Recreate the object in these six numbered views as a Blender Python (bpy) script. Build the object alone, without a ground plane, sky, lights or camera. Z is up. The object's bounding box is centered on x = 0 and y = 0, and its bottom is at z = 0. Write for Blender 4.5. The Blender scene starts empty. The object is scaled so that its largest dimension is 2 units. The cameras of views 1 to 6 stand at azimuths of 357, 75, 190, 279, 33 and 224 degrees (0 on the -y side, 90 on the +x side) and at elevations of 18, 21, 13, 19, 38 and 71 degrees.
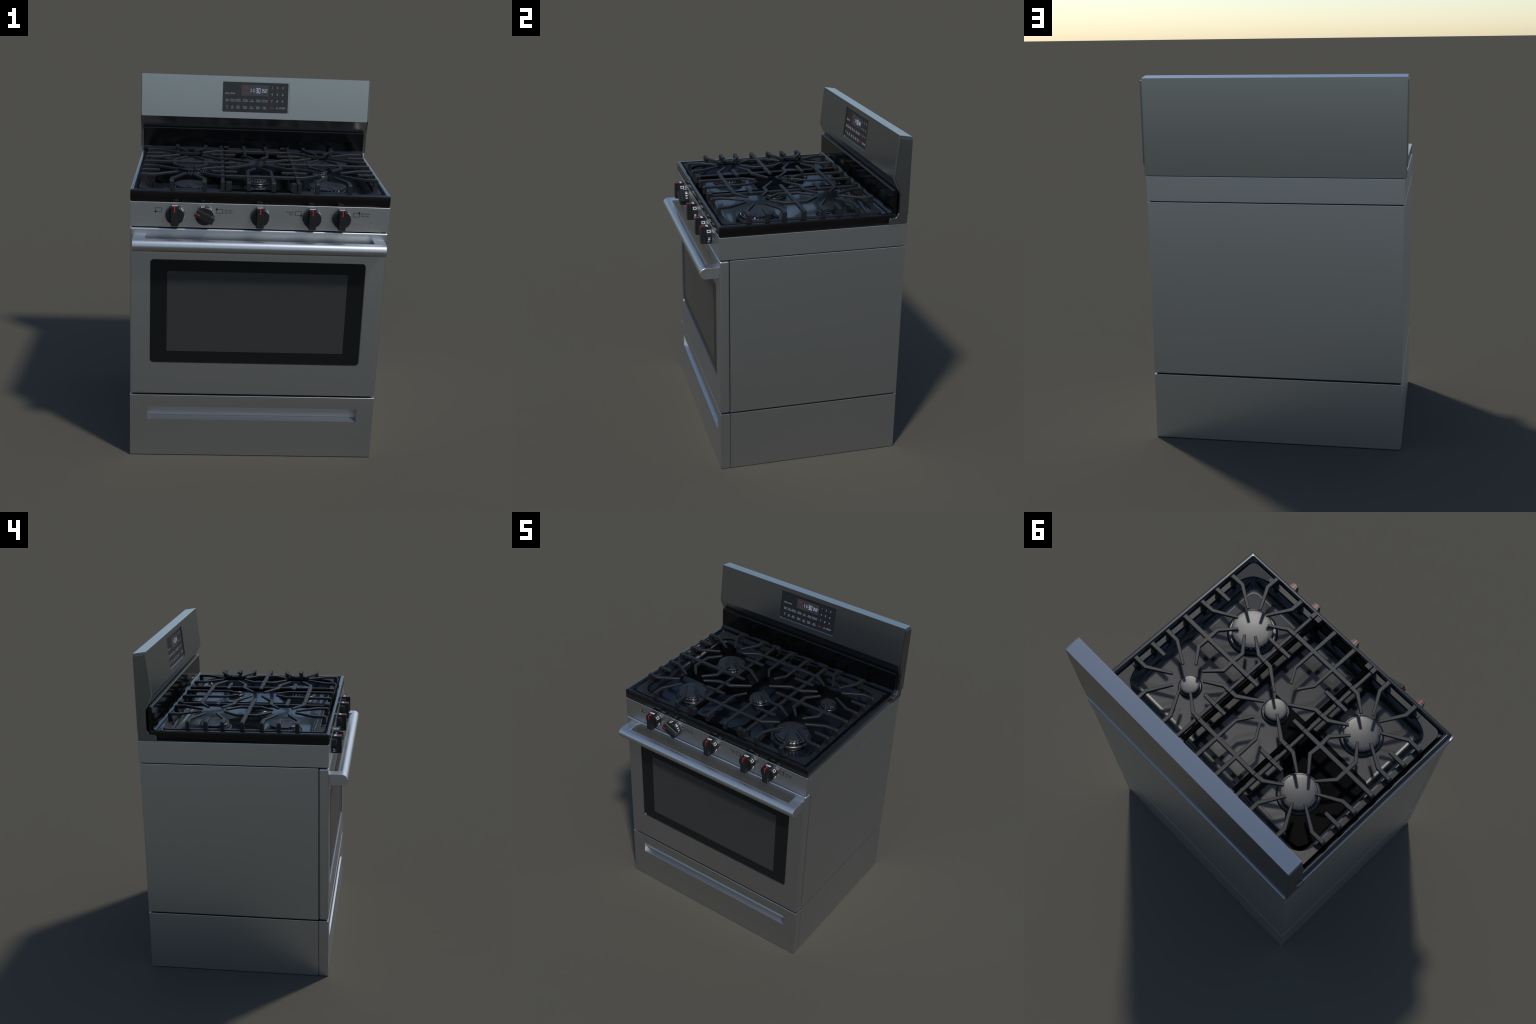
"""Free-standing gas range: steel cabinet, drawer, oven door, knobs, black cooktop with
five burners and three cast grates, and a backguard with a control display."""
import bpy, bmesh, math
from mathutils import Vector, Matrix

# ------------------------------------------------------------------ materials
def material(name, colour, rough=0.4, metal=0.0, spec=0.5, grain=None, bump=None, coat=0.0, coat_rough=0.08):
    """Principled material; grain=(scale xyz, colour spread, roughness spread) adds stretched noise."""
    m = bpy.data.materials.new(name)
    m.use_nodes = True
    nt = m.node_tree
    b = nt.nodes["Principled BSDF"]
    b.inputs["Base Color"].default_value = (*colour, 1)
    b.inputs["Roughness"].default_value = rough
    b.inputs["Metallic"].default_value = metal
    b.inputs["Specular IOR Level"].default_value = spec
    b.inputs["Coat Weight"].default_value = coat
    b.inputs["Coat Roughness"].default_value = coat_rough
    if grain or bump:
        tc = nt.nodes.new("ShaderNodeTexCoord")
    if grain:
        scale, dc, dr = grain
        mp = nt.nodes.new("ShaderNodeMapping")
        mp.inputs["Scale"].default_value = scale
        nz = nt.nodes.new("ShaderNodeTexNoise")
        nz.inputs["Scale"].default_value = 1.0
        nz.inputs["Detail"].default_value = 4.0
        nt.links.new(tc.outputs["Object"], mp.inputs["Vector"])
        nt.links.new(mp.outputs["Vector"], nz.inputs["Vector"])
        ramp = nt.nodes.new("ShaderNodeValToRGB")
        lo = [c * (1 - dc) for c in colour]
        hi = [min(1, c * (1 + dc)) for c in colour]
        ramp.color_ramp.elements[0].position = 0.3
        ramp.color_ramp.elements[1].position = 0.7
        ramp.color_ramp.elements[0].color = (*lo, 1)
        ramp.color_ramp.elements[1].color = (*hi, 1)
        nt.links.new(nz.outputs["Fac"], ramp.inputs["Fac"])
        nt.links.new(ramp.outputs["Color"], b.inputs["Base Color"])
        if dr:
            mr = nt.nodes.new("ShaderNodeMapRange")
            mr.inputs["To Min"].default_value = rough - dr
            mr.inputs["To Max"].default_value = rough + dr
            nt.links.new(nz.outputs["Fac"], mr.inputs["Value"])
            nt.links.new(mr.outputs["Result"], b.inputs["Roughness"])
    if bump:
        scale, strength, dist = bump
        n2 = nt.nodes.new("ShaderNodeTexNoise")
        n2.inputs["Scale"].default_value = scale
        n2.inputs["Detail"].default_value = 3.0
        bp = nt.nodes.new("ShaderNodeBump")
        bp.inputs["Strength"].default_value = strength
        bp.inputs["Distance"].default_value = dist
        nt.links.new(tc.outputs["Object"], n2.inputs["Vector"])
        nt.links.new(n2.outputs["Fac"], bp.inputs["Height"])
        nt.links.new(bp.outputs["Normal"], b.inputs["Normal"])
    return m

BRUSH = ((5, 5, 420), 0.012, 0.008)          # fine horizontal brushing
STEEL = material("brushed_steel", (0.52, 0.53, 0.54), 0.36, 1.0, grain=BRUSH)
GUARD = material("backguard_steel", (0.355, 0.37, 0.385), 0.28, 1.0)
CAPM = material("end_cap_steel", (0.19, 0.195, 0.195), 0.36, 1.0)
HANDLE = material("handle_steel", (0.53, 0.54, 0.55), 0.39, 1.0, grain=((420, 6, 6), 0.02, 0.02))
GAPM = material("seam_black", (0.006, 0.006, 0.007), 0.7, spec=0.2)
ENAMEL = material("black_enamel", (0.0010, 0.0010, 0.0012), 0.30, spec=0.28, coat=0.55, coat_rough=0.07)
ENAMEL_SHADE = material("enamel_darkened_for_shade", (0.0014, 0.0014, 0.0016), 0.60, spec=0.03)  # sheen removed so the patch shows no sun reflection
SPLASH = material("black_backsplash_enamel", (0.0018, 0.0018, 0.0020), 0.14, spec=0.45)
IRON = material("cast_iron", (0.0068, 0.0072, 0.0080), 0.56, spec=0.40,
                grain=((60, 60, 60), 0.10, 0.04), bump=(320, 0.10, 0.001))
IRON_DARK = material("iron_blackened_as_unlit", (0.0015, 0.0015, 0.0015), 0.9, spec=0.02)  # middle grate rails: same iron, coloured black where the target shows no light
BURNER_CAP = material("burner_cap_enamel", (0.013, 0.0135, 0.015), 0.43, spec=0.60,
                      grain=((25, 25, 25), 0.06, 0.02))
BURNER_BASE = material("burner_base_enamel", (0.006, 0.006, 0.0065), 0.30, spec=0.7)
CROWN = material("burner_crown_aluminium", (0.80, 0.81, 0.82), 0.24, 1.0)
KNOB = material("knob_plastic", (0.008, 0.0084, 0.009), 0.46, spec=0.40)
RED = material("pointer_red", (0.62, 0.012, 0.014), 0.45)
WHITE = material("marking_white", (0.75, 0.76, 0.77), 0.5)
INK = material("marking_dark", (0.022, 0.023, 0.024), 0.5)
GLASS_EDGE = material("window_border_glass", (0.0075, 0.008, 0.0085), 0.20, spec=0.35)
GLASS = material("window_glass", (0.038, 0.038, 0.0365), 0.18, spec=0.4)
DISPLAY = material("display_glass", (0.017, 0.0185, 0.021), 0.25, spec=0.4)
LCD = material("display_screen", (0.043, 0.046, 0.050), 0.30, spec=0.4)
TEXTM = material("display_text", (0.24, 0.25, 0.275), 0.5)
LCDTEXT = material("screen_text", (0.58, 0.58, 0.74), 0.5)
REDTEXT = material("screen_text_red", (0.24, 0.022, 0.027), 0.5)

# ------------------------------------------------------------------ helpers
def finish(bm, name, mat, parent=None, angle=35, loc=(0, 0, 0), kind=None, weighted=True):
    bmesh.ops.recalc_face_normals(bm, faces=bm.faces[:])
    me = bpy.data.meshes.new(name)
    bm.to_mesh(me)
    bm.free()
    for p in me.polygons:
        p.use_smooth = True
    me.set_sharp_from_angle(angle=math.radians(angle))
    if weighted:
        weight_normals(me)
    me.materials.append(mat)
    return place(me, name, parent, loc, kind)

def weight_normals(me):
    """Area-weighted corner normals inside each smooth fan, so large flats stay flat beside rounded edges."""
    sharp = set()
    at = me.attributes.get("sharp_edge")
    if at:
        sharp = {i for i, d in enumerate(at.data) if d.value}
    edge_polys = {}
    for p in me.polygons:
        for li in p.loop_indices:
            edge_polys.setdefault(me.loops[li].edge_index, []).append(p.index)
    vert_loops, vert_edges = {}, {}
    for p in me.polygons:
        for li in p.loop_indices:
            vert_loops.setdefault(me.loops[li].vertex_index, []).append((li, p.index))
    for e in me.edges:
        if e.index not in sharp:
            for v in e.vertices:
                vert_edges.setdefault(v, []).append(e.index)
    out = [None] * len(me.loops)
    for v, loops in vert_loops.items():
        root = {p: p for _, p in loops}
        def find(p):
            while root[p] != p:
                p = root[p]
            return p
        for e in vert_edges.get(v, ()):
            ps = [p for p in edge_polys.get(e, ()) if p in root]
            for q in ps[1:]:
                root[find(q)] = find(ps[0])
        acc = {}
        for _, p in loops:
            f = me.polygons[p]
            acc.setdefault(find(p), Vector()).__iadd__(f.normal * f.area ** 2)
        for li, p in loops:
            n = acc[find(p)]
            out[li] = n.normalized() if n.length > 1e-20 else me.polygons[p].normal.copy()
    me.normals_split_custom_set(out)

def place(me, name, parent=None, loc=(0, 0, 0), kind=None):
    o = bpy.data.objects.new(name, me)
    bpy.context.collection.objects.link(o)
    o.location = loc
    if parent is not None:
        o.parent = parent
    if kind:
        o["kind"] = kind
    return o

def add_box(bm, x0, x1, y0, y1, z0, z1):
    vs = [bm.verts.new((x, y, z)) for x in (x0, x1) for y in (y0, y1) for z in (z0, z1)]
    for f in ((0, 1, 3, 2), (4, 6, 7, 5), (0, 4, 5, 1), (2, 3, 7, 6), (0, 2, 6, 4), (1, 5, 7, 3)):
        bm.faces.new([vs[i] for i in f])
    return vs

def bevel_all(bm, w, seg=2, sharp=25):
    es = [e for e in bm.edges if len(e.link_faces) == 2 and e.calc_face_angle(0) > math.radians(sharp)]
    bmesh.ops.bevel(bm, geom=es, offset=w, segments=seg, profile=0.5, affect='EDGES', clamp_overlap=True)

def box(name, mat, parent, x0, x1, y0, y1, z0, z1, bev=0.003, seg=2):
    bm = bmesh.new()
    add_box(bm, x0, x1, y0, y1, z0, z1)
    bmesh.ops.recalc_face_normals(bm, faces=bm.faces[:])
    if bev:
        bevel_all(bm, bev, seg)
    return finish(bm, name, mat, parent)

def prism_x(bm, profile, x0, x1):
    """Extrude a (y, z) outline along x."""
    a = [bm.verts.new((x0, y, z)) for y, z in profile]
    b = [bm.verts.new((x1, y, z)) for y, z in profile]
    n = len(profile)
    bm.faces.new(a)
    bm.faces.new(b[::-1])
    for i in range(n):
        bm.faces.new((a[i], a[(i + 1) % n], b[(i + 1) % n], b[i]))

def prism_z(bm, outline, z0, z1):
    a = [bm.verts.new((x, y, z0)) for x, y in outline]
    b = [bm.verts.new((x, y, z1)) for x, y in outline]
    n = len(outline)
    bm.faces.new(a[::-1])
    bm.faces.new(b)
    for i in range(n):
        bm.faces.new((a[i], a[(i + 1) % n], b[(i + 1) % n], b[i]))

def round_rect(x0, x1, y0, y1, r, seg=6):
    pts = []
    for cx, cy, a0 in ((x1 - r, y1 - r, 0), (x0 + r, y1 - r, 90), (x0 + r, y0 + r, 180), (x1 - r, y0 + r, 270)):
        for i in range(seg + 1):
            a = math.radians(a0 + 90 * i / seg)
            pts.append((cx + r * math.cos(a), cy + r * math.sin(a)))
    return pts

def plate_y(bm, x0, x1, z0, z1, y0, y1, r, seg=6):
    """Rounded plate lying in the xz plane, from y0 (front) to y1."""
    pts = round_rect(x0, x1, z0, z1, r, seg)
    a = [bm.verts.new((x, y0, z)) for x, z in pts]
    b = [bm.verts.new((x, y1, z)) for x, z in pts]
    n = len(pts)
    bm.faces.new(a)
    bm.faces.new(b[::-1])
    for i in range(n):
        bm.faces.new((a[i], b[i], b[(i + 1) % n], a[(i + 1) % n]))

def cut(o, bm_cutter, angle=30):
    """Boolean difference, applied."""
    bmesh.ops.recalc_face_normals(bm_cutter, faces=bm_cutter.faces[:])
    me = bpy.data.meshes.new("cutter")
    bm_cutter.to_mesh(me)
    bm_cutter.free()
    c = bpy.data.objects.new("cutter", me)
    bpy.context.collection.objects.link(c)
    md = o.modifiers.new("cut", 'BOOLEAN')
    md.operation = 'DIFFERENCE'
    md.solver = 'EXACT'
    md.object = c
    bpy.context.view_layer.update()
    dg = bpy.context.evaluated_depsgraph_get()
    new = bpy.data.meshes.new_from_object(o.evaluated_get(dg))
    o.modifiers.clear()
    old = o.data
    o.data = new
    new.name = old.name
    bpy.data.meshes.remove(old)
    bpy.data.objects.remove(c)
    bpy.data.meshes.remove(me)
    for p in new.polygons:
        p.use_smooth = True
    new.set_sharp_from_angle(angle=math.radians(angle))
    weight_normals(new)

def lathe(bm, profile, seg=64, cx=0, cy=0):
    """Revolve an (r, z) profile round the vertical axis; r = 0 closes it."""
    rings = []
    for r, z in profile:
        if r < 1e-6:
            rings.append([bm.verts.new((cx, cy, z))])
        else:
            rings.append([bm.verts.new((cx + r * math.cos(2 * math.pi * i / seg),
                                        cy + r * math.sin(2 * math.pi * i / seg), z)) for i in range(seg)])
    for a, b in zip(rings, rings[1:]):
        for i in range(seg):
            j = (i + 1) % seg
            if len(a) == 1:
                bm.faces.new((a[0], b[i], b[j]))
            elif len(b) == 1:
                bm.faces.new((a[i], a[j], b[0]))
            else:
                bm.faces.new((a[i], a[j], b[j], b[i]))

def add_text(bm, s, size, matrix, align='CENTER', extrude=0.0004, spacing=1.0, sx=1.0, bold=0.0):
    """Built-in font lettering; text x/y axes are carried by matrix."""
    cu = bpy.data.curves.new("lettering", 'FONT')
    cu.body = s
    cu.size = size
    cu.align_x = align
    cu.align_y = 'CENTER'
    cu.extrude = extrude
    cu.offset = bold
    cu.space_character = spacing
    cu.space_line = 0.82
    cu.resolution_u = 3
    o = bpy.data.objects.new("lettering", cu)
    bpy.context.collection.objects.link(o)
    bpy.context.view_layer.update()
    dg = bpy.context.evaluated_depsgraph_get()
    me = bpy.data.meshes.new_from_object(o.evaluated_get(dg))
    me.transform(matrix @ Matrix.Diagonal((sx, 1, 1, 1)))
    bm.from_mesh(me)
    bpy.data.objects.remove(o)
    bpy.data.curves.remove(cu)
    bpy.data.meshes.remove(me)

def add_local_box(bm, matrix, x0, x1, y0, y1, h=0.0004):
    vs = add_box(bm, x0, x1, y0, y1, -h, h)
    for v in vs:
        v.co = matrix @ v.co

def add_frame(bm, matrix, x0, x1, y0, y1, t, h=0.0004):
    """Rectangle drawn as four strokes."""
    add_local_box(bm, matrix, x0, x1, y0, y0 + t, h)
    add_local_box(bm, matrix, x0, x1, y1 - t, y1, h)
    add_local_box(bm, matrix, x0, x0 + t, y0 + t, y1 - t, h)
    add_local_box(bm, matrix, x1 - t, x1, y0 + t, y1 - t, h)

def add_disc(bm, matrix, cx, cy, r, h=0.0004, seg=20):
    pts = [(cx + r * math.cos(2 * math.pi * i / seg), cy + r * math.sin(2 * math.pi * i / seg)) for i in range(seg)]
    a = [bm.verts.new(matrix @ Vector((x, y, -h))) for x, y in pts]
    b = [bm.verts.new(matrix @ Vector((x, y, h))) for x, y in pts]
    bm.faces.new(a[::-1])
    bm.faces.new(b)
    for i in range(seg):
        bm.faces.new((a[i], a[(i + 1) % seg], b[(i + 1) % seg], b[i]))

def front_frame(x, y, z, tilt=0.0):
    """Matrix whose local x is world x, local y is up the front face, local z comes out of it (-y)."""
    return Matrix.Translation((x, y, z)) @ Matrix.Rotation(math.radians(90) - tilt, 4, 'X')

# ------------------------------------------------------------------ the range
stove = bpy.data.objects.new("gas_range", None)
bpy.context.collection.objects.link(stove)
stove["label"] = "stainless steel gas range with black five-burner cooktop and backguard"
stove["category"] = "kitchen stove"
stove.location.x = -.0020                  # the cabinet sits a hair off the axis; the guard feet even it out

HW, FRONT, BACK = 0.6815, -0.498, 0.6005     # cabinet half width, front face, rear face
SEAM_Y = -0.441                            # door slab / cabinet joint
Z_DRAWER, Z_DOOR0, Z_DOOR1, Z_BAND0, Z_BAND1 = 0.3715, 0.3795, 1.337, 1.3425, 1.477

# cabinet: plinth, oven cabinet, control housing with dark core behind the joints
box("cabinet_core", GAPM, stove, -HW + .012, HW - .012, -.4435, BACK - .012, 0.02, 1.40, 0)
box("lower_cabinet", STEEL, stove, -HW, HW, SEAM_Y + .0008, BACK, 0.0, Z_DRAWER, .0025)
box("oven_cabinet", STEEL, stove, -HW, HW, SEAM_Y + .0008, BACK, Z_DOOR0, 1.3385, .0035)
housing = box("control_housing", STEEL, stove, -HW, HW, FRONT, BACK + .0042, Z_BAND0, Z_BAND1, .0030)

pit = bmesh.new()                                # well that takes the cooktop pan
add_box(pit, -.66, .66, -.475, .54, 1.42, 1.6)
cut(housing, pit)

# drawer with a finger slot
drawer = box("storage_drawer", STEEL, stove, -HW, HW, FRONT, SEAM_Y - .0008, 0.0, Z_DRAWER, .0030)
slot = bmesh.new()
prism_x(slot, [(FRONT - .02, .2152), (FRONT, .2225), (FRONT + .036, .2357), (FRONT + .036, .3005), (FRONT - .02, .3005)], -.585, .585)
cut(drawer, slot)

# oven door with recessed window and bar handle
door = box("oven_door", STEEL, stove, -HW, HW, FRONT, SEAM_Y - .0008, Z_DOOR0, Z_DOOR1, .0105, 4)
win = bmesh.new()
plate_y(win, -.576, .576, .5675, 1.1635, FRONT - .02, FRONT + .008, .020)
cut(door, win)
bm = bmesh.new()
plate_y(bm, -.5755, .5755, .568, 1.163, FRONT + .005, FRONT + .0085, .020)
finish(bm, "window_border", GLASS_EDGE, door)
bm = bmesh.new()
plate_y(bm, -.4835, .4835, .6365, 1.0975, FRONT + .0042, FRONT + .0065, .001, 1)
finish(bm, "oven_window", GLASS, door)

# handle: round bar carried by two end posts with a stadium profile
HY, HZ, HR = -.5710, 1.2645, .0335
bm = bmesh.new()
def ring_profile(n=28):
    return [(HY + HR * math.cos(2 * math.pi * i / n), HZ + HR * math.sin(2 * math.pi * i / n)) for i in range(n)]
prism_x(bm, ring_profile(40), -.655, .655)
for s in (-1, 1):
    arc = [(HY - HR * math.sin(math.pi * i / 24), HZ + HR * math.cos(math.pi * i / 24)) for i in range(25)]
    prof = [(FRONT + .001, HZ + HR)] + arc + [(FRONT + .001, HZ - HR)]
    sub = bmesh.new()
    prism_x(sub, prof, min(s * .6015, s * .662), max(s * .6015, s * .662))
    bmesh.ops.recalc_face_normals(sub, faces=sub.faces[:])
    bevel_all(sub, .0015, 1, 40)
    tmp = bpy.data.meshes.new("t")
    sub.to_mesh(tmp)
    sub.free()
    bm.from_mesh(tmp)
    bpy.data.meshes.remove(tmp)
finish(bm, "door_handle", HANDLE, door, 40)

# ------------------------------------------------------------------ control knobs
KNOB_Z = 1.4125
KNOB_X = (-.4475, -.2925, -.0035, .2695, .4260)
KNOB_TURN = (0, 64, 0, 0, 0)
KR, KD, KF, KL, KWID = .0485, .032, .0585, .0515, .0178   # dial radius, dial depth, grip depth, half length, half width

def knob_body():
    bm = bmesh.new()
    seg = 48
    prof = [(KR + .001, 0), (KR + .001, -.006), (KR, -.008), (KR, -KD + .004), (KR - .004, -KD), (0, -KD - .001)]
    rings = []
    for r, y in prof:
        if r == 0:
            rings.append([bm.verts.new((0, y, 0))])
        else:
            rings.append([bm.verts.new((r * math.cos(2 * math.pi * i / seg), y, r * math.sin(2 * math.pi * i / seg)))
                          for i in range(seg)])
    for a, b in zip(rings, rings[1:]):
        for i in range(seg):
            j = (i + 1) % seg
            bm.faces.new((a[i], a[j], b[0]) if len(b) == 1 else (a[i], a[j], b[j], b[i]))
    # grip bar, a little wider at its root
    sub = bmesh.new()
    lv = []
    for y, w, l in ((-.001, KWID + .0035, KL), (-KD - .004, KWID + .0035, KL), (-KD - .010, KWID, KL), (-KF, KWID, KL - .001)):
        lv.append([sub.verts.new((x, y, z)) for x, z in ((-w, -l), (w, -l), (w, l), (-w, l))])
    sub.faces.new(lv[0])
    sub.faces.new(lv[-1][::-1])
    for a, b in zip(lv, lv[1:]):
        for i in range(4):
            sub.faces.new((a[i], a[(i + 1) % 4], b[(i + 1) % 4], b[i]))
    bmesh.ops.recalc_face_normals(sub, faces=sub.faces[:])
    bevel_all(sub, .0022, 2, 20)
    tmp = bpy.data.meshes.new("t")
    sub.to_mesh(tmp)
    sub.free()
    bm.from_mesh(tmp)
    bpy.data.meshes.remove(tmp)
    return bm

def rim_matrix(turn, radius, y):
    """Frame on the dial's rim, turn degrees clockwise from the top; text up points to the panel."""
    a = math.radians(turn)
    out = Vector((math.sin(a), 0, math.cos(a)))
    tang = Vector((math.cos(a), 0, -math.sin(a)))
    up = Vector((0, 1, 0))
    m = Matrix((tang, up, out)).transposed().to_4x4()
    return Matrix.Translation(out * radius + Vector((0, y, 0))) @ m

knob0 = finish(knob_body(), "control_knob", KNOB, stove, 30)
knob_mesh = knob0.data
bm = bmesh.new()                                    # red pointer: along the grip top, folding over the front
add_local_box(bm, Matrix.Identity(4), -.0020, .0020, -KF + .0016, -.034, 0)
bm.free()
bm = bmesh.new()
add_box(bm, -.0021, .0021, -KF + .0012, -.031, KL - .0004, KL + .0006)
add_box(bm, -.0021, .0021, -KF - .0006, -KF + .0015, KL - .026, KL - .0010)
pointer_mesh = finish(bm, "knob_pointer", RED, knob0, 30)
bm = bmesh.new()
add_text(bm, "OFF", .0180, rim_matrix(0, KL + .0004, -.0215), bold=.0005)
add_frame(bm, rim_matrix(52, KR + .0004, -.0165), -.0082, .0082, -.0100, .0100, .0026)
for turn, s in ((104, "HI"), (127, "6"), (145, "5"), (162, "4"), (198, "3"), (216, "2"), (240, "LO")):
    add_text(bm, s, .0185, rim_matrix(turn, KR + .0004, -.0165), bold=.0005)
letter = finish(bm, "knob_lettering", WHITE, knob0, 30)
knob0.location = (KNOB_X[0], FRONT, KNOB_Z)
for x, t in list(zip(KNOB_X, KNOB_TURN))[1:]:
    k = knob0.copy()
    bpy.context.collection.objects.link(k)
    k.location = (x, FRONT, KNOB_Z)
    k.rotation_euler = (0, -math.radians(t), 0)
    for child in (pointer_mesh, letter):
        c = child.copy()
        c.parent = k
        bpy.context.collection.objects.link(c)

# burner symbols and words printed on the control housing
bm = bmesh.new()
PRINT_Y = FRONT - .0003
def symbol(x0, x1, dot_x, dot_z):
    m = front_frame(0, PRINT_Y, 0)
    add_frame(bm, m, x0, x1, 1.4225, 1.4465, .0026)
    add_disc(bm, m, dot_x, dot_z, .0058)
symbol(-.5500, -.5160, -.5480, 1.4250)
symbol(-.2310, -.1970, -.2300, 1.4450)
symbol(.1800, .2145, .2120, 1.4235)
symbol(.4870, .5215, .5190, 1.4450)
for s, x, al in (("Power\nBurner", -.1885, 'LEFT'), ("Quick\nBoil", .1725, 'RIGHT'), ("Simmer\nBurner", .5300, 'LEFT')):
    add_text(bm, s, .0152, front_frame(x, PRINT_Y, 1.4350), al)
finish(bm, "burner_marking", INK, housing, 30)

# ------------------------------------------------------------------ cooktop
def loft_rects(name, mat, parent, loops, seg=5, cap=True):
    bm = bmesh.new()
    rings = []
    for hw, yf, yb, r, z in loops:
        rings.append([bm.verts.new((x, y, z)) for x, y in round_rect(-hw, hw, yf, yb, r, seg)])
    n = len(rings[0])
    for a, b in zip(rings, rings[1:]):
        for i in range(n):
            bm.faces.new((a[i], a[(i + 1) % n], b[(i + 1) % n], b[i]))
    if cap:
        bm.faces.new(rings[-1])
    return finish(bm, name, mat, parent, 50, weighted=False)

FLOOR = 1.4715
cooktop = loft_rects("cooktop", ENAMEL, stove, [
    # half width, front y, back y, corner radius, z
    (.6760, -.4955, .5000, .004, 1.4775),
    (.6795, -.4990, .5300, .004, 1.4810),
    (0.6795, -0.4990, 0.5300, 0.004, 1.5360),
    (0.6789, -0.4985, 0.5300, 0.004, 1.5380),
    (0.6775, -0.4974, 0.5297, 0.005, 1.5390),
    (0.6735, -0.4941, 0.5290, 0.006, 1.5397),
    (0.6695, -0.4908, 0.5280, 0.007, 1.5403),
    (0.6655, -0.4875, 0.5260, 0.008, 1.5408),
    (0.6630, -0.4855, 0.5200, 0.008, 1.5409),
    (0.6605, -0.4834, 0.5100, 0.008, 1.5402),
    (0.6575, -0.4810, 0.5000, 0.008, 1.5385),
    (0.6535, -0.4777, 0.4930, 0.008, 1.5355),
    (0.6495, -0.4744, 0.4860, 0.008, 1.5315),
    (0.6460, -0.4715, 0.4800, 0.008, 1.5260),
    (.6400, -.4680, .4700, .010, 1.5215),
    (.6050, -.4360, .4360, .020, 1.5205),
    (.5900, -.4220, .4220, .025, 1.5130),
    (.5770, -.4090, .4090, .028, 1.4900),
    (.5680, -.4000, .4000, .030, 1.4770),
    (.5580, -.3900, .3900, .032, 1.4722),
    (.5450, -.3770, .3770, .035, FLOOR),
    (.5440, -.3760, .3760, .035, FLOOR),
], cap=False)
bm = bmesh.new()                                 # pan floor, shaded as if it sagged a little towards the middle
ring = round_rect(-.5442, .5442, -.3762, .3762, .035, 5)
K = 10
grid = [[bm.verts.new((x * k / K, y * k / K, FLOOR - .0001)) for x, y in ring] for k in range(1, K + 1)]
mid = bm.verts.new((0, 0, FLOOR - .0001))
for i in range(len(ring)):
    bm.faces.new((mid, grid[0][i], grid[0][(i + 1) % len(ring)]))
    for a, b in zip(grid, grid[1:]):
        j = (i + 1) % len(ring)
        bm.faces.new((a[i], b[i], b[j], a[j]))
pan = finish(bm, "cooktop_floor", ENAMEL, cooktop, 60, weighted=False)
if pan.data.polygons[0].normal.z < 0:
    pan.data.flip_normals()
pan.data.normals_split_custom_set_from_vertices(
    [Vector((-.06 * v.co.x / .54 - .005, -.06 * v.co.y / .376 + .012, 1)).normalized() for v in pan.data.vertices])

# upright backsplash rising from the cooktop's rear edge, with a cove at its foot
bm = bmesh.new()
cove = [(.5100 - .022 * (1 - math.sin(a)), 1.5410 + .024 * (1 - math.cos(a)))
        for a in [math.radians(90 * i / 6) for i in range(7)]]
prism_x(bm, cove + [(.5100, 1.673), (.5120, 1.6765), (.5160, 1.678), (.5280, 1.678), (.5330, 1.673), (.5330, 1.524),
                    (.5290, 1.5190), (.4900, 1.5190)], -.6770, .6770)
bmesh.ops.recalc_face_normals(bm, faces=bm.faces[:])
ends = [e for e in bm.edges if any(abs(abs(f.normal.x) - 1) < .01 for f in e.link_faces)]
bmesh.ops.bevel(bm, geom=ends, offset=.002, segments=2, affect='EDGES', clamp_overlap=True)
finish(bm, "backsplash", SPLASH, stove, 40)

# ------------------------------------------------------------------ burners
def burner(cx, cy, r, top, teeth):
    z1 = top - .0055                                # underside of the cap
    z0 = z1 - .0165 * min(1, r / .08)               # foot of the crown
    h = z0 - FLOOR
    root = bmesh.new()
    lathe(root, [(1.23 * r, FLOOR - .001), (1.225 * r, FLOOR + .18 * h), (1.20 * r, FLOOR + .45 * h), (1.15 * r, FLOOR + .70 * h),
                 (1.10 * r, FLOOR + .76 * h), (1.095 * r, FLOOR + .62 * h), (1.055 * r, FLOOR + .62 * h), (1.05 * r, FLOOR + .86 * h), (1.02 * r, FLOOR + .88 * h), (1.015 * r, FLOOR + .76 * h), (.99 * r, FLOOR + .76 * h),
                 (.985 * r, z0 + .0005), (r * .9, z0 + .001), (0, z0 + .001)], 64)
    body = finish(root, "burner", BURNER_BASE, stove, 40, (cx, cy, 0), weighted=False)
    bm = bmesh.new()
    lathe(bm, [(r - .010, z0), (r - .010, z1), (0, z1)], 48)
    finish(bm, "burner_core", KNOB, body, 30)
    bm = bmesh.new()
    lathe(bm, [(r - .0115, z0), (r - .003, z0 + .0001), (r - .003, z0 + .0035), (r - .0115, z0 + .0040)], 64)
    for i in range(teeth):                          # raked fins that leave the gas ports between them
        a = 2 * math.pi * i / teeth
        w = math.pi * r / teeth * .42
        vs = add_box(bm, r - .012, r - .0045, -w, w, z0 + .003, z1)
        rot = Matrix.Rotation(a, 3, 'Z')
        for v in vs:
            if v.co.z > z0 + .01:
                v.co.y += w * 1.1
            v.co = rot @ v.co
    finish(bm, "burner_crown", CROWN, body, 30, kind="stuff")
    bm = bmesh.new()
    lathe(bm, [(0, z1), (r - .003, z1), (r, z1 + .0015), (r, z1 + .0045), (r - .0018, z1 + .0062),
               (r * .94, z1 + .0066)] + [(r * k, z1 + .0068 + r * .050 * (1 - k * k)) for k in (.88, .75, .6, .45, .3, .15, 0)], 72)
    finish(bm, "burner_cap", BURNER_CAP, body, 40, weighted=False)
    return body

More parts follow.
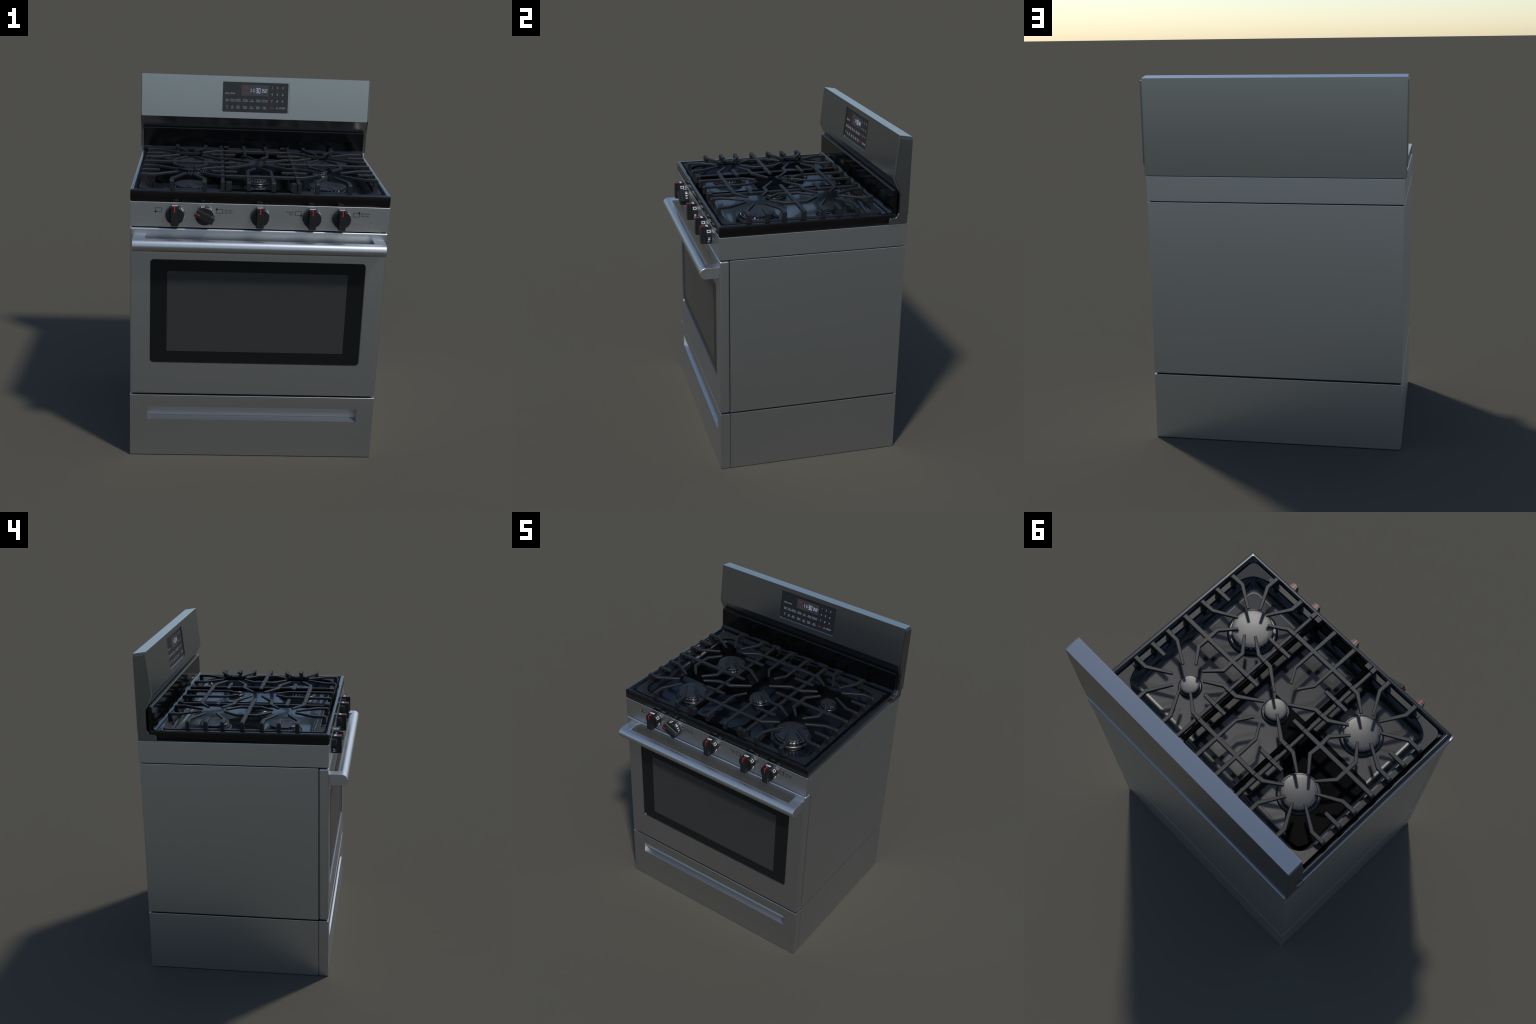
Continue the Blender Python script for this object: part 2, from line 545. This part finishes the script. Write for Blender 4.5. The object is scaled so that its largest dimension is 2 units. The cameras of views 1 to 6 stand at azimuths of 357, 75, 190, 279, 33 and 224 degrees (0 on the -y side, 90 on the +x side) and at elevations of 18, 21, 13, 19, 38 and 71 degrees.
BX, BY = .379, .2085
burner(BX, -BY, .1030, 1.5165, 30)
burner(-.373, -BY, .0885, 1.5075, 28)
rear = burner(-.373, BY, .0885, 1.5075, 28)
burner(0, 0, .0570, 1.5030, 20)
burner(BX, BY, .0485, 1.5025, 18)

# raised patch by the rear left burner, its dark shading put into the material
def resample(pts, n):
    P = [Vector(p) for p in pts]
    L = [0.0]
    for p, q in zip(P, P[1:]):
        L.append(L[-1] + (q - p).length)
    out = []
    for i in range(n):
        d = L[-1] * i / (n - 1)
        k = max(j for j in range(len(P) - 1) if L[j] <= d + 1e-9)
        t = (d - L[k]) / (L[k + 1] - L[k])
        out.append(P[k].lerp(P[k + 1], min(1, t)))
    return out

def raised_patch(cx, cy, r):
    n, m = 61, 8
    low, high = FLOOR + .0012, 1.5130
    inner = [Vector((cx + r * math.cos(math.radians(a)), cy + r * math.sin(math.radians(a)), FLOOR + .0095))
             for a in [-4 - 256 * i / (n - 1) for i in range(n)]]
    outer = resample([(-.215, .160, low), (-.179, .136, low), (-.075, .042, low), (.072, -.066, low), (-.150, -.068, low),
                      (-.380, -.064, low), (-.535, -.060, low), (-.566, -.056, 1.4870), (-.572, .120, 1.4960), (-.588, .330, high),
                      (-.560, .395, high), (-.500, .405, 1.5000), (-.440, .370, low)], n)
    bm = bmesh.new()
    grid = [[bm.verts.new(p.lerp(q, k / m)) for p, q in zip(inner, outer)] for k in range(m + 1)]
    for a, b in zip(grid, grid[1:]):
        for i in range(n - 1):
            bm.faces.new((a[i], b[i], b[i + 1], a[i + 1]))
    finish(bm, "cooktop_raised_patch", ENAMEL_SHADE, cooktop, 60, weighted=False)
raised_patch(-.373, BY, 1.23 * .0885)

# ------------------------------------------------------------------ grates
GT = 1.5875                    # top of the cooking surface
RAIL0, RAIL1 = 1.5215, 1.5415   # frame rails resting in the rim

def finger_mesh(pts, w0, w1, leg=False, h0=.0150, h1=.0110, drop=.0006):
    """Bar swept along a plan polyline with mitred bends, tapering from w0 to w1; leg = foot at its outer end."""
    bm = bmesh.new()
    P = [Vector((x, y, 0)) for x, y in pts]
    seg = [(b - a).normalized() for a, b in zip(P, P[1:])]
    total = sum((b - a).length for a, b in zip(P, P[1:]))
    run, rings, c = 0.0, [], .0028
    if leg:                                           # the outer end rolls over into the foot
        P.insert(1, P[0] + seg[0] * .0065)
        seg.insert(0, seg[0])
    for i, p in enumerate(P):
        if i:
            run += (P[i] - P[i - 1]).length
        t = run / total
        w, h = (w0 + (w1 - w0) * t) / 2, h0 + (h1 - h0) * t
        d0, d1 = seg[max(i - 1, 0)], seg[min(i, len(seg) - 1)]
        d = (d0 + d1).normalized()
        nrm = Vector((-d.y, d.x, 0)) / max(.5, d.dot(d0))
        sec = [(-w, -h), (w, -h), (w, -c), (w - c, 0), (-w + c, 0), (-w, -c)]
        top = GT - drop - (.0060 if leg and i == 0 else 0)
        rings.append([bm.verts.new(p + nrm * s + Vector((0, 0, top + z))) for s, z in sec])
    for a, b in zip(rings, rings[1:]):
        for k in range(6):
            bm.faces.new((a[k], a[(k + 1) % 6], b[(k + 1) % 6], b[k]))
    bm.faces.new(rings[0][::-1])
    bm.faces.new(rings[-1])
    if leg:                                           # foot that drops from the outer end onto the frame
        d = seg[0]
        nrm = Vector((-d.y, d.x, 0))
        lv = []
        for z, a, b, w in ((GT - .009, .0006, .024, w0 / 2 - .0006), (GT - .022, .0006, .022, w0 / 2 - .0006),
                           (RAIL1 - .004, .0006, .029, w0 / 2 + .0005), (RAIL0 + .002, .0006, .031, w0 / 2 + .001)):
            lv.append([bm.verts.new(P[0] + d * q + nrm * s + Vector((0, 0, z)))
                       for q, s in ((a, -w), (b, -w), (b, w), (a, w))])
        bm.faces.new(lv[0])
        bm.faces.new(lv[-1][::-1])
        for a, b in zip(lv, lv[1:]):
            for k in range(4):
                bm.faces.new((a[k], a[(k + 1) % 4], b[(k + 1) % 4], b[k]))
    return bm

W0, W1 = .0225, .0140
IN = .1890                      # inner end of the side grates (joint with the middle grate)

def side_grate(s):
    bm = bmesh.new()
    xo, xi, yo = .6375, IN, .4670
    rw = .0290
    for x0, x1, y0, y1, dz in ((xo - rw, xo, -.345, .345, 0), 
                               (xi + .0015, .510, -yo, -yo + rw, .0005), (xi + .0015, .510, yo - rw, yo, .0005)):
        sub = bmesh.new()
        add_box(sub, min(s * x0, s * x1), max(s * x0, s * x1), y0, y1, RAIL0, RAIL1 - dz)
        bmesh.ops.recalc_face_normals(sub, faces=sub.faces[:])
        bevel_all(sub, .004, 2)
        tmp = bpy.data.meshes.new("t")
        sub.to_mesh(tmp)
        sub.free()
        bm.from_mesh(tmp)
        bpy.data.meshes.remove(tmp)
    for e in (-1, 1):                                 # corner gussets: rounded outside, hollowed inside
        out = [(xo - .034 + .034 * math.sin(math.radians(a)), yo - .034 + .034 * math.cos(math.radians(a)))
               for a in range(0, 91, 15)]
        a, b = Vector((xo - .0285, .335)), Vector((.500, yo - .0285))
        mid = Vector((.578, .4085))
        inner = []
        for i in range(9):
            t = i / 8
            ctrl = 2 * mid - (a + b) / 2
            inner.append(tuple(a * (1 - t) ** 2 + ctrl * 2 * t * (1 - t) + b * t * t))
        outline = [(.500, yo)] + out + [(xo, .335)] + inner
        sub = bmesh.new()
        prism_z(sub, [(s * x, e * y) for x, y in outline], RAIL0 - .0005, RAIL1 - .0012)
        sub.verts.ensure_lookup_table()
        for v in sub.verts:                           # top falls away towards the burner
            if v.co.z > RAIL1 - .002:
                away = min(xo - abs(v.co.x), yo - abs(v.co.y))
                v.co.z -= min(.010, max(0, away - .004) * .30)
        bmesh.ops.recalc_face_normals(sub, faces=sub.faces[:])
        bevel_all(sub, .0025, 2, 40)
        tmp = bpy.data.meshes.new("t")
        sub.to_mesh(tmp)
        sub.free()
        bm.from_mesh(tmp)
        bpy.data.meshes.remove(tmp)
    for e in (-1, 1):                                 # posts at the joint corners
        add_box(bm, min(s * (xi + .0025), s * (xi + .0235)), max(s * (xi + .0025), s * (xi + .0235)),
                min(e * (yo - .030), e * (yo - .0012)), max(e * (yo - .030), e * (yo - .0012)), RAIL0, GT - .004)
    g = finish(bm, "grate", IRON, stove, 35)
    # raised rail that carries the inner ends of the fingers
    box("grate_rail", IRON, g, min(s * (xi + .002), s * (xi + .0225)), max(s * (xi + .002), s * (xi + .0225)), -.445, .445,
        GT - .0330, GT - .0110, .006, 3)
    O = xo
    for e in (-1, 1):
        lines = [
            ([(O, .3160), (.5620, .3170), (.4470, .2470)], True),
            ([(O, .1130), (.5580, .1160), (.4480, .1790)], True),
            ([(.4670, yo), (.4670, .3970), (.4030, .2840)], True),
            ([(.2965, yo), (.2965, .3970), (.3610, .2840)], True),
            ([(IN, .3130), (.2340, .3110), (.3170, .2520)], False),
            ([(IN, .1120), (.2340, .1140), (.3170, .1700)], False),
            ([(.2960, .004), (.2920, .0620), (.3580, .1380)], False),
            ([(.4660, .004), (.4660, .0620), (.4030, .1380)], False),
            ([(O, .2110), (.5420, .2110)], True),
            ([(IN, .2110), (.2600, .2110)], False),
        ]
        for pts, leg in lines:
            w1 = .0195 if len(pts) == 2 else W1
            bm = finger_mesh([(s * x, e * y) for x, y in pts], W0, w1, leg)
            finish(bm, "grate_finger", IRON, g, 35)
    # bar across the middle, standing on the outer rail
    bm = finger_mesh([(s * O, 0), (s * IN, 0)], W0 + .0005, W0 + .0005, True, .0155, .0155, 0)
    finish(bm, "grate_bar", IRON, g, 35)
    return g

def middle_grate():
    bm = bmesh.new()
    yo, xo = .4670, IN - .0030
    for s in (-1, 1):
        for e in (-1, 1):
            sub = bmesh.new()
            add_box(sub, min(s * (xo - .031), s * xo), max(s * (xo - .031), s * xo),
                    min(e * (yo - .030), e * (yo - .0012)), max(e * (yo - .030), e * (yo - .0012)), RAIL0, GT - .004)
            bmesh.ops.recalc_face_normals(sub, faces=sub.faces[:])
            bevel_all(sub, .003, 2)
            tmp = bpy.data.meshes.new("t")
            sub.to_mesh(tmp)
            sub.free()
            bm.from_mesh(tmp)
            bpy.data.meshes.remove(tmp)
    g = finish(bm, "grate", IRON, stove, 35)
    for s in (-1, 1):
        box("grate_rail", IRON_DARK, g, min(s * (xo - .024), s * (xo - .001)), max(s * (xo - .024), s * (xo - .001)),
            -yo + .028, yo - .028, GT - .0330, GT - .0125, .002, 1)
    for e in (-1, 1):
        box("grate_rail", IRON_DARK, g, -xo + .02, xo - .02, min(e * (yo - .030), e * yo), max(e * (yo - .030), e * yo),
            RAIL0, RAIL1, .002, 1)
    for e in (-1, 1):
        for s in (-1, 1):
            for pts, leg, w1 in (
                ([(s * .0650, e * yo), (s * .0650, e * .3150), (s * .0650, e * .1920), (s * .0200, e * .1210)], True, W1),
                ([(s * xo, e * .1120), (s * .1530, e * .1110), (s * .0440, e * .0340)], False, W1),
                ([(s * xo, e * .2110), (s * .1220, e * .2110)], False, .0195),
            ):
                finish(finger_mesh(pts, W0, w1, leg), "grate_finger", IRON, g, 35)
        finish(finger_mesh([(-xo, e * .3150), (xo, e * .3150)], W0, W0, False, .0155, .0155, 0), "grate_bar", IRON, g, 35)
    for s in (-1, 1):
        finish(finger_mesh([(s * xo, 0), (s * .1210, 0)], W0, .0205), "grate_finger", IRON, g, 35)
    return g

side_grate(1)
middle_grate()
side_grate(-1)

# ------------------------------------------------------------------ backguard
GW = .6885
FACE_TOP, FACE_NOSE = (.5220, 2.0000), (.4990, 1.7480)      # (y, z) of the slanted control face
bm = bmesh.new()
prism_x(bm, [FACE_TOP, FACE_NOSE, (.5440, 1.6570), (.5440, 1.4785), (.5985, 1.4785), (.5985, 1.9880)], -GW, GW)
bmesh.ops.recalc_face_normals(bm, faces=bm.faces[:])
bevel_all(bm, .0010, 1, 15)
guard = finish(bm, "backguard", GUARD, stove, 30)

TILT = math.atan2(FACE_TOP[0] - FACE_NOSE[0], FACE_TOP[1] - FACE_NOSE[1])   # face leans back by this angle
def face_point(x, z, out=0.0):
    """Frame on the slanted face at height z, raised by out along the face's normal."""
    y = FACE_NOSE[0] + (z - FACE_NOSE[1]) * math.tan(TILT)
    n = Vector((0, -math.cos(TILT), math.sin(TILT)))
    return Matrix.Translation(Vector((x, y, z)) + n * out) @ Matrix.Rotation(math.radians(90) - TILT, 4, 'X')

DX0, DX1, DZ0, DZ1 = -.2030, .1990, 1.7835, 1.9675
def face_plate(bm, x0, x1, z0, z1, low, high, r, seg=5, flare=0.0):
    """Rounded plate on the slanted face between two offsets along its normal."""
    k = 1 / math.cos(TILT)
    pts = round_rect(x0, x1, 0, (z1 - z0) * k, r, seg)
    m = face_point(0, z0)
    mx, my = (x0 + x1) / 2, (z1 - z0) * k / 2
    def grow(x, y, f):
        return x + math.copysign(f, x - mx), y + math.copysign(f, y - my)
    a = [bm.verts.new(m @ Vector((*grow(x, y, -flare), low))) for x, y in pts]
    b = [bm.verts.new(m @ Vector((*grow(x, y, flare), high))) for x, y in pts]
    n = len(pts)
    bm.faces.new(a[::-1])
    bm.faces.new(b)
    for i in range(n):
        bm.faces.new((a[i], a[(i + 1) % n], b[(i + 1) % n], b[i]))

c = bmesh.new()
face_plate(c, DX0, DX1, DZ0, DZ1, -.0085, .0085, .0015, 2, flare=.0035)
cut(guard, c, 8)
bm = bmesh.new()
face_plate(bm, DX0 + .0022, DX1 - .0022, DZ0 + .0022, DZ1 - .0022, -.0088, -.0050, .005)
display = finish(bm, "display_panel", DISPLAY, guard, 30)
DP = -.0050
bm = bmesh.new()
face_plate(bm, -.0880, .0775, 1.8855, 1.9505, DP - .001, DP + .0006, .0008, 1)
finish(bm, "display_screen", LCD, display, 30)

def words(bm, s, x, z, size, out, **kw):
    add_text(bm, s, size, face_point(x, z, out), **kw)

bm = bmesh.new()
lo = DP + .0004
COLS = (-.1720, -.1405, -.1066, -.0635, -.0242, .0148, .0541)
words(bm, "Bake", COLS[0], 1.8970, .0135, lo, bold=.0002)
words(bm, "Broil", COLS[1], 1.8975, .0135, lo, bold=.0002)
ROW1 = ("Conv\nBake", "Conv\nRoast", "Quick\nPreheat", "Timer\nOn/Off", "+8\nProbe", "Keep\nWarm", "Convect\nConvert")
for x, s in zip(COLS, ROW1):
    words(bm, s, x, 1.8565, .0112, lo, bold=.0001)
ROW2 = ("", "", "Self\nClean", "Steam\nClean", "Set\nClock", "Delay\nStart", "Add\nA Min")
for x, s in zip(COLS, ROW2):
    if s:
        words(bm, s, x, 1.8148, .0112, lo, bold=.0001)
for i, s in enumerate("123456789"):
    words(bm, s, .0983 + .0325 * (i % 3), 1.9372 - .0405 * (i // 3), .0185, lo, bold=.0003)
words(bm, "0", .1313, 1.8150, .0185, lo, bold=.0003)
words(bm, "START", .1640, 1.8155, .0150, lo, sx=.86, bold=.0003)
m = face_point(-.1720, 1.8165, lo)                     # lamp symbol
for i in range(14):
    a = math.radians(-55 + 290 * i / 13)
    add_local_box(bm, m @ Matrix.Translation((.0058 * math.cos(a), .0028 + .0062 * math.sin(a), 0)) @ Matrix.Rotation(a, 4, 'Z'),
                  -.0007, .0007, -.0012, .0012)
add_local_box(bm, m, -.0024, .0024, -.0095, -.0055)
m = face_point(-.1405, 1.8150, lo)                     # padlock symbol
add_frame(bm, m, -.0062, .0062, -.0085, .0025, .0014)
add_local_box(bm, m, -.0048, .0048, -.0034, -.0022)
for i in range(9):
    a = math.radians(180 * i / 8)
    add_local_box(bm, m @ Matrix.Translation((.0044 * math.cos(a), .0035 + .0052 * math.sin(a), 0)) @ Matrix.Rotation(a, 4, 'Z'),
                  -.0007, .0007, -.0011, .0011)
finish(bm, "display_lettering", TEXTM, display, 30)

# seven-segment figures on the screen
SEGS = {"0": "abcdef", "1": "bc", "3": "abcdg", "5": "acdfg"}
def seven(bm, ch, x, z, w, h, t, out):
    m = face_point(x, z, out)
    a, b = w / 2, h / 2
    bars = {"a": (-a + t * .6, a - t * .6, b - t, b), "g": (-a + t * .6, a - t * .6, -t / 2, t / 2), "d": (-a + t * .6, a - t * .6, -b, -b + t),
            "b": (a - t, a, t * .4, b - t * .4), "c": (a - t, a, -b + t * .4, -t * .4),
            "f": (-a, -a + t, t * .4, b - t * .4), "e": (-a, -a + t, -b + t * .4, -t * .4)}
    sh = Matrix.Shear('XZ', 4, (0.0, 0.0))
    for k in SEGS[ch]:
        add_local_box(bm, m @ sh, *bars[k])
bm = bmesh.new()
ls = DP + .0009
seven(bm, "1", -.0325, 1.9172, .008, .0235, .0030, ls)
seven(bm, "1", -.0165, 1.9172, .008, .0235, .0030, ls)
for dz in (-.0055, .0055):
    add_local_box(bm, face_point(-.0072, 1.9172 + dz, ls), -.0014, .0014, -.0016, .0016)
seven(bm, "3", .0035, 1.9175, .0130, .0310, .0031, ls)
seven(bm, "0", .0202, 1.9175, .0130, .0310, .0031, ls)
for ch, x in zip("350", (.0385, .0495, .0605)):
    seven(bm, ch, x, 1.9170, .0088, .0205, .0021, ls)
add_frame(bm, face_point(.0692, 1.9250, ls), -.0018, .0018, -.0018, .0018, .0010)
finish(bm, "screen_figures", LCDTEXT, display, 30)
bm = bmesh.new()
words(bm, "OVEN\nON", -.0660, 1.9318, .0105, ls, bold=.0005)
words(bm, "PREHEAT", -.0508, 1.8955, .0078, ls, bold=.0004)
words(bm, "F", -.0079, 1.8955, .0100, ls, bold=.0006)
words(bm, "OFF", .0983, 1.8152, .0150, lo, bold=.0003)
finish(bm, "screen_words", REDTEXT, display, 30)

# end caps and the feet that grip the cooktop's rear corners
for s in (-1, 1):
    bm = bmesh.new()
    x0, x1 = sorted((s * (GW - .004), s * .6960 + .0020))
    prism_x(bm, [(.5330, 1.9840), (.5105, 1.7510), (.5385, 1.6860), (.5415, 1.6700), (.5420, 1.6000), (.5470, 1.5600), (.5430, 1.5370),
                 (.5975, 1.5370), (.5975, 1.9750)], x0, x1)
    bmesh.ops.recalc_face_normals(bm, faces=bm.faces[:])
    bevel_all(bm, .0018, 2, 20)
    finish(bm, "end_cap", CAPM, guard, 30)
    bm = bmesh.new()
    x0, x1 = sorted((s * .6690, s * .6900 + .0010))
    prism_x(bm, [(.4865, 1.4787), (.4865, 1.4950), (.4890, 1.5080), (.4940, 1.5168), (.5230, 1.5175), (.5300, 1.5210), (.5370, 1.5330),
                 (.5450, 1.5480), (.5960, 1.5480), (.5960, 1.4787)], x0, x1)
    bmesh.ops.recalc_face_normals(bm, faces=bm.faces[:])
    bevel_all(bm, .0015, 1, 25)
    finish(bm, "guard_foot", CAPM, guard, 30)
